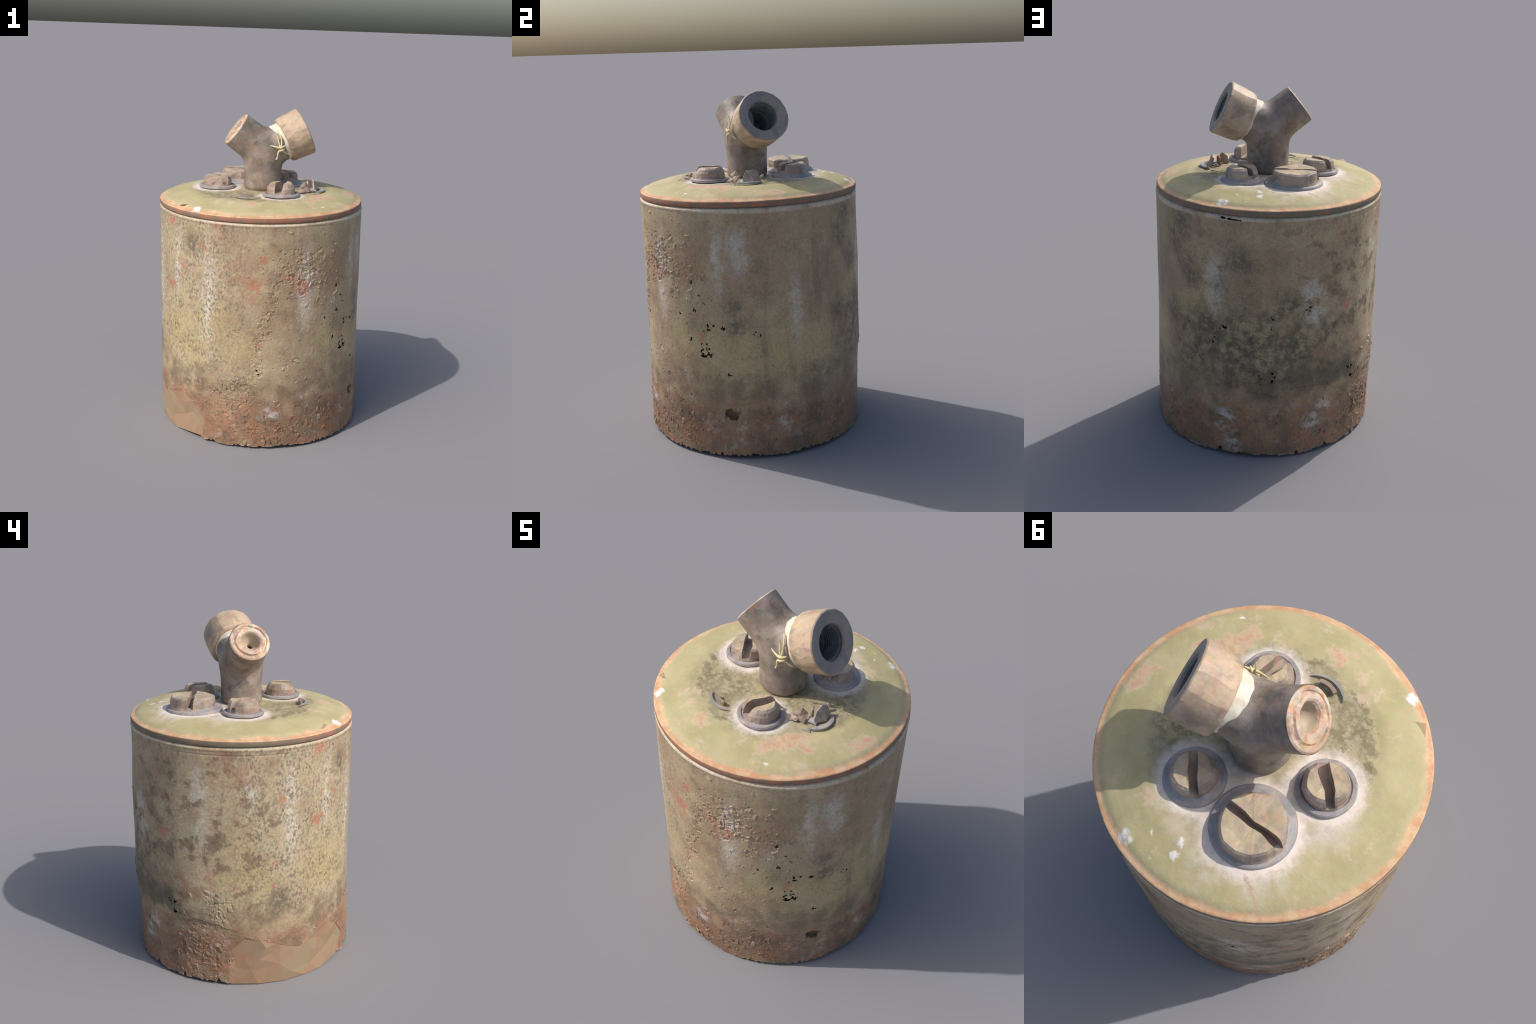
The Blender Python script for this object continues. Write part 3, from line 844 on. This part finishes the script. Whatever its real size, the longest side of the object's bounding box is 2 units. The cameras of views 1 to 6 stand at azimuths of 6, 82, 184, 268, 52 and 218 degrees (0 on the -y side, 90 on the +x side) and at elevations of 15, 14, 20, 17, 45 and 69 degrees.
def build_bolt(centre, r_head, r_wash, z_top, slot_deg, slot_w, slot_depth, seed, dome, tilt=(0, 0), step=True, kink=0.0, shift=(0, 0)):
    cx, cy = centre
    z0 = deck_z(cx, cy)
    H = z_top - z0
    n = 26
    prof = [(0, 0.0), (r_head * 1.03, 0.0), (r_head * 1.03, 0.016), (r_head * 1.0, H * 0.35), (r_head * 0.985, H * 0.62),
            (r_head * (0.96 - 0.10 * dome), H * (0.90 - 0.06 * dome)), (r_head * (0.90 - 0.2 * dome), H * 0.985),
            (r_head * 0.55, H * 1.0), (r_head * 0.22, H * 1.0), (0, H * 1.0)]
    v, f = lathe(prof, n)
    v = worn(v, 0.0075, seed, 24.0)
    head = make_object("bolt_helper", v, f, None, None, False)
    # slot cutter: a slightly crooked bar
    L = r_head * 1.5
    xs = np.linspace(-L, L, 9)
    off = kink * np.sin(np.linspace(-2.2, 2.4, 9)) + 0.003 * rng.standard_normal(9)
    V = []
    for x, o in zip(xs, off):
        w = slot_w * (0.5 + 0.08 * rng.standard_normal())
        wt = w * 1.25
        V += [(x, o - w, H - slot_depth), (x, o + w, H - slot_depth), (x, o + wt, H + 0.03), (x, o - wt, H + 0.03)]
    F = [(0, 1, 2, 3)[::-1], tuple(8 * 4 + q for q in range(4))]
    for i in range(8):
        for q in range(4):
            a, b = 4 * i + q, 4 * i + (q + 1) % 4
            F.append((a, b, b + 4, a + 4))
    a = math.radians(slot_deg)
    V = np.array(V)
    V = np.stack([V[:, 0] * math.cos(a) - V[:, 1] * math.sin(a), V[:, 0] * math.sin(a) + V[:, 1] * math.cos(a), V[:, 2]], -1)
    cut = make_object("slot_helper", V, F, None, None, False)
    bm = bmesh.new()
    bm.from_mesh(cut.data)
    bmesh.ops.recalc_face_normals(bm, faces=bm.faces)
    bm.to_mesh(cut.data)
    bm.free()
    m = head.modifiers.new("slot", "BOOLEAN")
    m.operation = "DIFFERENCE"
    m.object = cut
    m.solver = "EXACT"
    b = head.modifiers.new("soften", "BEVEL")
    b.width = 0.0035
    b.segments = 1
    b.limit_method = "ANGLE"
    b.angle_limit = math.radians(50)
    bpy.context.view_layer.update()
    me = baked(head)
    bpy.data.objects.remove(cut)
    me.name = "bolt"
    ob = finish("bolt", me, M_BOLT, root, False)
    me.materials.append(M_BOLTTOP)
    for p in me.polygons:
        if p.normal.z > 0.86 and p.center.z > H * 0.8:
            p.material_index = 1
    ob.location = (cx, cy, z0)
    # washer / flange
    if step:
        prof = [(r_head * 0.9, 0.0), (r_wash + 0.004, -0.002), (r_wash + 0.003, 0.007), (r_wash, 0.012), (r_wash - 0.006, 0.0155),
                (r_wash - 0.016, 0.016), (r_wash - 0.020, 0.019), (r_head * 1.03, 0.024), (r_head * 0.9, 0.030)]
        v, f = lathe(prof, 64)
        v = worn(v, 0.0012, seed + 50, 30)
        smooth, ang = True, 50
    else:
        prof = [(r_head * 0.9, 0.004), (r_wash, 0.004), (r_wash + 0.002, 0.008), (r_wash + 0.001, 0.017), (r_wash - 0.003, 0.021),
                (r_wash - 0.016, 0.022), (r_wash - 0.022, 0.016), (r_head * 0.9, 0.020)]
        v, f = lathe(prof, 40)
        v = worn(v, 0.0030, seed + 50, 26)
        smooth, ang = False, None
    v[:, 2] += tilt[0] * v[:, 0] + tilt[1] * v[:, 1]
    v[:, :2] += shift
    w = make_object("washer", v, f, M_WASHER, ob, smooth, ang)
    return ob


build_bolt(BOLT_A, 0.127, 0.157, 1.574, 175.4, 0.024, 0.056, 300, 0.1, step=True, kink=0.003, shift=(0.009, -0.011))
build_bolt(BOLT_B, 0.089, 0.115, 1.576, 129, 0.030, 0.038, 310, 0.6, step=True)
build_bolt(BOLT_C, 0.089, 0.112, 1.570, 130, 0.036, 0.050, 320, 0.5, tilt=(0.0, 0.0), step=False, kink=0.005)
build_bolt(BOLT_D, 0.086, 0.112, 1.580, 78, 0.036, 0.056, 330, 0.8, tilt=(0.02, -0.03), step=False)


def plate(points, thick, name, mat, parent, subdiv=1, seed=0, amp=0.002):
    """Bent shard from an outline of 3D points; thickened."""
    P = np.array(points, float)
    c = P.mean(0)
    nrm = np.zeros(3)
    for i in range(len(P)):
        nrm += np.cross(P[i] - c, P[(i + 1) % len(P)] - c)
    nrm /= np.linalg.norm(nrm)
    # ring of outline, ring halfway, centre bulged
    half = c + 0.5 * (P - c) + nrm * 0.006
    top = np.vstack([P, half, [c + nrm * 0.008]])
    n = len(P)
    f = []
    for i in range(n):
        j = (i + 1) % n
        f += [(i, j, n + j, n + i), (n + i, n + j, 2 * n)]
    m = len(top)
    bot = top - nrm * thick
    fb = [tuple(q + m for q in x[::-1]) for x in f]
    side = [(i, i + m, (i + 1) % n + m, (i + 1) % n) for i in range(n)]
    v = worn(np.vstack([top, bot]), amp, seed, 40)
    return make_object(name, v, f + fb + side, mat, parent, False)


def ring_piece(centre, r0, r1, a0, a1, z, h, n, name, mat, parent, seed, taper=True, amp=0.002):
    """Broken arc of a washer."""
    V, F = [], []
    for k in range(n):
        t = k / (n - 1)
        a = math.radians(a0 + (a1 - a0) * t)
        w = (math.sin(math.pi * min(max(t, 0.04), 0.96)) ** 0.5) if taper else 1.0
        ra, rb = 0.5 * (r0 + r1) - 0.5 * (r1 - r0) * w, 0.5 * (r0 + r1) + 0.5 * (r1 - r0) * w
        hh = h * (0.35 + 0.65 * w)
        for r, zz in ((ra, z), (rb, z), (rb, z + hh), (ra, z + hh)):
            V.append((centre[0] + r * math.cos(a), centre[1] + r * math.sin(a), zz))
    for k in range(n - 1):
        for q in range(4):
            F.append((4 * k + q, 4 * k + (q + 1) % 4, 4 * k + 4 + (q + 1) % 4, 4 * k + 4 + q))
    F += [(3, 2, 1, 0), tuple(4 * (n - 1) + q for q in range(4))]
    return make_object(name, worn(np.array(V), amp, seed, 30), F, mat, parent, False)


# remains of two further bolts: bent shards and arcs of washers
zE = deck_z(*STUB_E)
broken = ring_piece(STUB_E, 0.078, 0.102, -52, 58, zE + 0.006, 0.012, 14, "broken_bolt", M_WASHER, root, 400)
plate([(0.325, -0.085, zE + 0.008), (0.346, -0.020, zE + 0.010), (0.316, 0.026, zE + 0.014), (0.302, 0.012, zE + 0.066),
       (0.306, -0.020, zE + 0.078), (0.317, -0.060, zE + 0.068)], 0.011, "shard", M_BOLT, broken, seed=410)
plate([(0.232, -0.132, zE + 0.004), (0.298, -0.118, zE + 0.010), (0.284, -0.088, zE + 0.044), (0.264, -0.106, zE + 0.072),
       (0.240, -0.138, zE + 0.044)], 0.009, "shard", M_BOLT, broken, seed=420)
plate([(0.226, -0.158, zE + 0.004), (0.268, -0.140, zE + 0.012), (0.262, -0.112, zE + 0.026), (0.232, -0.128, zE + 0.020)],
      0.005, "shard", M_BOLT, broken, seed=425)
plate([(0.262, -0.050, zE + 0.004), (0.282, -0.062, zE + 0.008), (0.284, -0.060, zE + 0.055), (0.274, -0.050, zE + 0.070),
       (0.262, -0.044, zE + 0.050)], 0.009, "shard", M_BOLT, broken, seed=430)
plate([(0.300, -0.098, zE + 0.010), (0.338, -0.078, zE + 0.010), (0.320, -0.048, zE + 0.022), (0.285, -0.075, zE + 0.024)],
      0.009, "shard", M_WASHER, broken, seed=440)
plate([(0.268, 0.030, zE + 0.030), (0.288, 0.022, zE + 0.024), (0.290, 0.040, zE + 0.034), (0.276, 0.046, zE + 0.044)],
      0.005, "shard", M_FUNNEL, broken, seed=450, amp=0.001)
plate([(0.318, -0.150, zE + 0.002), (0.360, -0.130, zE + 0.003), (0.350, -0.122, zE + 0.004), (0.322, -0.138, zE + 0.004)],
      0.003, "shard", M_WASHER, broken, seed=460, amp=0.0005)
zF = deck_z(*STUB_F)
arc = ring_piece(STUB_F, 0.104, 0.118, 216, 312, zF + 0.006, 0.009, 16, "washer_fragment", M_WASHER, root, 500, amp=0.001)
ring_piece(STUB_F, 0.074, 0.090, 236, 292, zF + 0.010, 0.016, 9, "shard", M_BOLT, arc, 510, taper=False, amp=0.0015)


# ================================================================= Y pipe fitting
cu, su = math.cos(FORK_TURN), math.sin(FORK_TURN)
fork = np.array([STEM[0], STEM[1], Z_FORK])
dir_arm = np.array([-cu * math.cos(ARM_RISE), -su * math.cos(ARM_RISE), math.sin(ARM_RISE)])
dir_col = np.array([cu * math.cos(COLLAR_RISE), su * math.cos(COLLAR_RISE), math.sin(COLLAR_RISE)])
R_STEM, R_ARM, R_NECK = 0.1195, 0.1160, 0.1185
ARM_LEN = 0.220        # fork to open end
COLLAR_FROM, COLLAR_TO = 0.139, 0.294


def fork_sdf(p):
    """Three half-cylinders melted together with a smooth minimum."""
    q = p - fork

    def half(d, r):
        t = np.maximum(q @ d, 0.0)
        return np.linalg.norm(q - t[:, None] * d, axis=1) - r

    a = half(np.array([0, 0, -1.0]), R_STEM)
    b = half(dir_arm, R_ARM)
    c = half(dir_col, R_NECK)
    k = 0.0120
    return -k * np.log(np.exp(-a / k) + np.exp(-b / k) + np.exp(-c / k)) + 0.001


def build_fork():
    bm = bmesh.new()
    for d, L, r in ((np.array([0, 0, -1.0]), 0.30, R_STEM), (dir_arm, 0.28, R_ARM), (dir_col, 0.24, R_NECK)):
        d = Vector(d)
        M = axis_frame(fork + np.array(d) * (L / 2 - 0.03), d, (0.13, 0.9, 0.21))
        bmesh.ops.create_cone(bm, cap_ends=True, segments=64, radius1=r + 0.012, radius2=r + 0.012, depth=L + 0.06, matrix=M)
    me = bpy.data.meshes.new("fork_helper")
    bm.to_mesh(me)
    bm.free()
    ob = bpy.data.objects.new("fork_helper", me)
    bpy.context.scene.collection.objects.link(ob)
    m = ob.modifiers.new("remesh", "REMESH")
    m.mode = "VOXEL"
    m.voxel_size = 0.0065
    bpy.context.view_layer.update()
    me = baked(ob)
    n = len(me.vertices)
    co = np.zeros(n * 3)
    me.vertices.foreach_get("co", co)
    p = co.reshape(-1, 3)
    e = 1e-4
    for _ in range(6):
        d = fork_sdf(p)
        g = np.stack([(fork_sdf(p + e * np.eye(3)[k]) - d) / e for k in range(3)], -1)
        g /= np.linalg.norm(g, axis=1)[:, None] + 1e-9
        # leave the blind ends alone; they are cut off next
        inside = ((p - fork) @ dir_arm < 0.30) | (d < 0)
        p = p - (d * inside)[:, None] * g
    p = p + g * (0.0022 * fbm(p, 14, 3, 601))[:, None]
    # the stem tucks in at its foot
    t = sstep(1.520, 1.494, p[:, 2])
    p[:, :2] = STEM + (p[:, :2] - STEM) * (1 - 0.10 * t * t)[:, None]
    me.vertices.foreach_set("co", p.reshape(-1))
    bm = bmesh.new()
    bm.from_mesh(me)
    for co_, no_ in ((fork + dir_arm * ARM_LEN, dir_arm), (fork + dir_col * (COLLAR_FROM + 0.03), dir_col),
                     (np.array([0, 0, 1.488]), np.array([0, 0, -1.0]))):
        bmesh.ops.bisect_plane(bm, geom=bm.verts[:] + bm.edges[:] + bm.faces[:], plane_co=Vector(co_), plane_no=Vector(no_), clear_outer=True)
    me2 = bpy.data.meshes.new("pipe_fitting")
    bm.to_mesh(me2)
    bm.free()
    pipe = finish("pipe_fitting", me2, M_PIPE, root, True, 50)
    return pipe


pipe = build_fork()



def build_tape():
    """Tape wound round the neck: wide in the crotch, narrow underneath."""
    x = np.cross([0, 0, 1.0], dir_col)
    x /= np.linalg.norm(x)
    y = np.cross(dir_col, x)
    n, rows = 120, 9
    V = []
    for k in range(rows):
        t = k / (rows - 1)
        for i in range(n):
            a = 2 * math.pi * i / n
            d = x * math.cos(a) + y * math.sin(a)
            up = max(0.0, math.sin(a))
            s0 = 0.114 - 0.036 * up ** 3 + 0.010 * max(0.0, -math.cos(a)) + 0.004 * math.sin(5 * a) + 0.002 * math.sin(13 * a)
            c = fork + dir_col * (s0 + (COLLAR_FROM + 0.012 - s0) * t)
            lo, hi = 0.06, 0.16
            for _ in range(22):
                mid = 0.5 * (lo + hi)
                if fork_sdf((c + d * mid)[None])[0] < 0:
                    lo = mid
                else:
                    hi = mid
            V.append(c + d * (min(lo, 0.15) + (0.0022 if 0 < k < rows - 1 else -0.003)))
    V = np.array(V)
    V += 0.0012 * np.stack([vnoise(V, 45, 660 + q) for q in range(3)], -1)
    return make_object("tape_band", V, [tuple(q) for q in grid_faces(n, rows)], M_TAPE, pipe, True, 60)


build_tape()

# open arm end: chamfered face, shallow ring groove, clay plug with a small deep hole
A = axis_frame(fork + dir_arm * (ARM_LEN - 0.001), dir_arm)


def off_centre(v):
    """The hole sits a little off the axis, low and to one side."""
    rad = np.hypot(v[:, 0], v[:, 1])
    k = sstep(0.085, 0.055, rad)
    v = v.copy()
    v[:, 0] += 0.008 * k
    v[:, 1] += 0.004 * k
    v[:, 2] += 0.0085 * fbm(v, 34, 3, 640) * sstep(0.111, 0.10, rad)
    ra = 1 + 0.10 * fbm(v, 30, 3, 641) * sstep(0.108, 0.09, rad)
    v[:, 0] *= ra
    v[:, 1] *= ra
    return v


v, f = lathe([(0.1150, -0.003), (0.1140, 0.002), (0.107, 0.007), (0.097, 0.007), (0.092, 0.000), (0.086, 0.001),
              (0.080, 0.009), (0.066, 0.008), (0.056, 0.003), (0.050, -0.008)], 30, A, off_centre)
make_object("arm_face", v, f, M_ARMFACE, pipe, False)
v, f = lathe([(0.0505, -0.007), (0.046, -0.022), (0.034, -0.044), (0.020, -0.060), (0.014, -0.085)], 26, A,
             lambda q: off_centre(q) + np.stack([0.010 * sstep(-0.01, -0.06, q[:, 2]), 0 * q[:, 0], 0 * q[:, 0]], -1))
make_object("clay_plug", v, f, M_FUNNEL, pipe, True, 40)
v, f = lathe([(0.016, -0.080), (0.014, -0.13), (0.0, -0.13)], 16, A,
             lambda q: q + np.array([0.018, 0.004, 0]))
make_object("bore", v, f, M_BORE, pipe, True, 40)

# threaded collar
K = axis_frame(fork, dir_col)
b0, b1 = COLLAR_FROM, COLLAR_TO


def collar_wear(v):
    """Dents and lumps; the shoulder is longer on the rear side."""
    out = v.copy()
    rad = np.hypot(v[:, 0], v[:, 1])
    outer = sstep(0.09, 0.12, rad)
    k = 1 + outer * 0.030 * fbm(v, 13, 3, 650)
    t = np.clip((v[:, 2] - b0) / (b1 - b0), 0, 1)
    # uneven, wandering facets
    turn = outer * 0.10 * vnoise(v, 30, 655)
    out[:, 0] = k * (v[:, 0] * np.cos(turn) - v[:, 1] * np.sin(turn)) + 0.005 * outer
    out[:, 1] = k * (v[:, 0] * np.sin(turn) + v[:, 1] * np.cos(turn))
    out[:, 2] += -0.009 * (v[:, 0] / 0.14) * (1 - t) * outer
    return out


v, f = lathe([(0.110, b0 + 0.004), (0.128, b0 + 0.000), (0.1395, b0 + 0.005), (0.1440, b0 + 0.018), (0.1470, b0 + 0.07),
              (0.1495, b1 - 0.025), (0.1500, b1 - 0.006), (0.1462, b1 - 0.001)], 26, K, collar_wear)
collar = make_object("collar", v, f, M_COLLAR, pipe, True, 13)
v, f = lathe([(0.1462, b1 - 0.001), (0.1435, b1 + 0.001), (0.118, b1 + 0.0015), (0.093, b1 + 0.001), (0.088, b1 - 0.002), (0.084, b1 - 0.012)],
             26, K, collar_wear)
make_object("collar_face", v, f, M_FACE, collar, True, 30)
prof = [(0.0855, b1 - 0.011), (0.085, b1 - 0.020)]
zz = b1 - 0.024
while zz > b1 - 0.115:
    prof += [(0.086, zz), (0.0795, zz - 0.005), (0.0795, zz - 0.007), (0.086, zz - 0.011)]
    zz -= 0.013
prof += [(0.066, zz), (0.060, zz - 0.02), (0.052, zz - 0.09), (0.0, zz - 0.09)]
v, f = lathe(prof, 56, K)
make_object("thread", v, f, M_BORE, collar, True, 40)
# lump of debris stuck in the bore
v, f = lathe([(0.0, 0.045)] + [(0.045 * math.sin(a), 0.045 * math.cos(a)) for a in np.linspace(0.3, 2.8, 8)] + [(0.0, -0.045)], 18)
v = worn(v, 0.008, 720, 25) * [1.15, 1.5, 1.3]
Mk = np.array(K)
v = (v + [-0.078, 0.010, b1 - 0.085]) @ Mk[:3, :3].T + Mk[:3, 3]
make_object("debris_lump", v, f, M_LUMP, collar, True, 60)

# ================================================================= string knot
strands = [([(0.073, -0.083, 1.869), (0.094, -0.098, 1.852), (0.107, -0.112, 1.820), (0.108, -0.120, 1.785), (0.104, -0.124, 1.772)],
            [0.004, 0.0055, 0.0055, 0.006, 0.006]),
           ([(0.040, -0.128, 1.785), (0.070, -0.131, 1.779), (0.104, -0.128, 1.774), (0.120, -0.120, 1.780), (0.134, -0.113, 1.790)],
            [0.0035, 0.006, 0.009, 0.007, 0.003]),
           ([(0.128, -0.118, 1.766), (0.112, -0.128, 1.757), (0.096, -0.131, 1.752), (0.090, -0.132, 1.738), (0.087, -0.130, 1.720),
             (0.082, -0.131, 1.700)], [0.004, 0.007, 0.008, 0.006, 0.005, 0.007]),
           ([(0.104, -0.126, 1.772), (0.120, -0.112, 1.755), (0.136, -0.096, 1.740), (0.150, -0.084, 1.730)],
            [0.008, 0.007, 0.006, 0.003]),
           ([(0.086, -0.120, 1.862), (0.082, -0.112, 1.840), (0.092, -0.120, 1.805), (0.102, -0.126, 1.775)],
            [0.003, 0.004, 0.005, 0.006])]
knot = None
for i, (pts, rad) in enumerate(strands):
    v, f = tube(pts, [0.78 * q for q in rad], 7)
    v = worn(v, 0.0015, 700 + i, 60)
    if knot is None:
        knot = make_object("string_knot", v, f, M_STRING, pipe, True, 60)
    else:
        make_object("string_strand", v, f, M_STRING, pipe, True, 60)
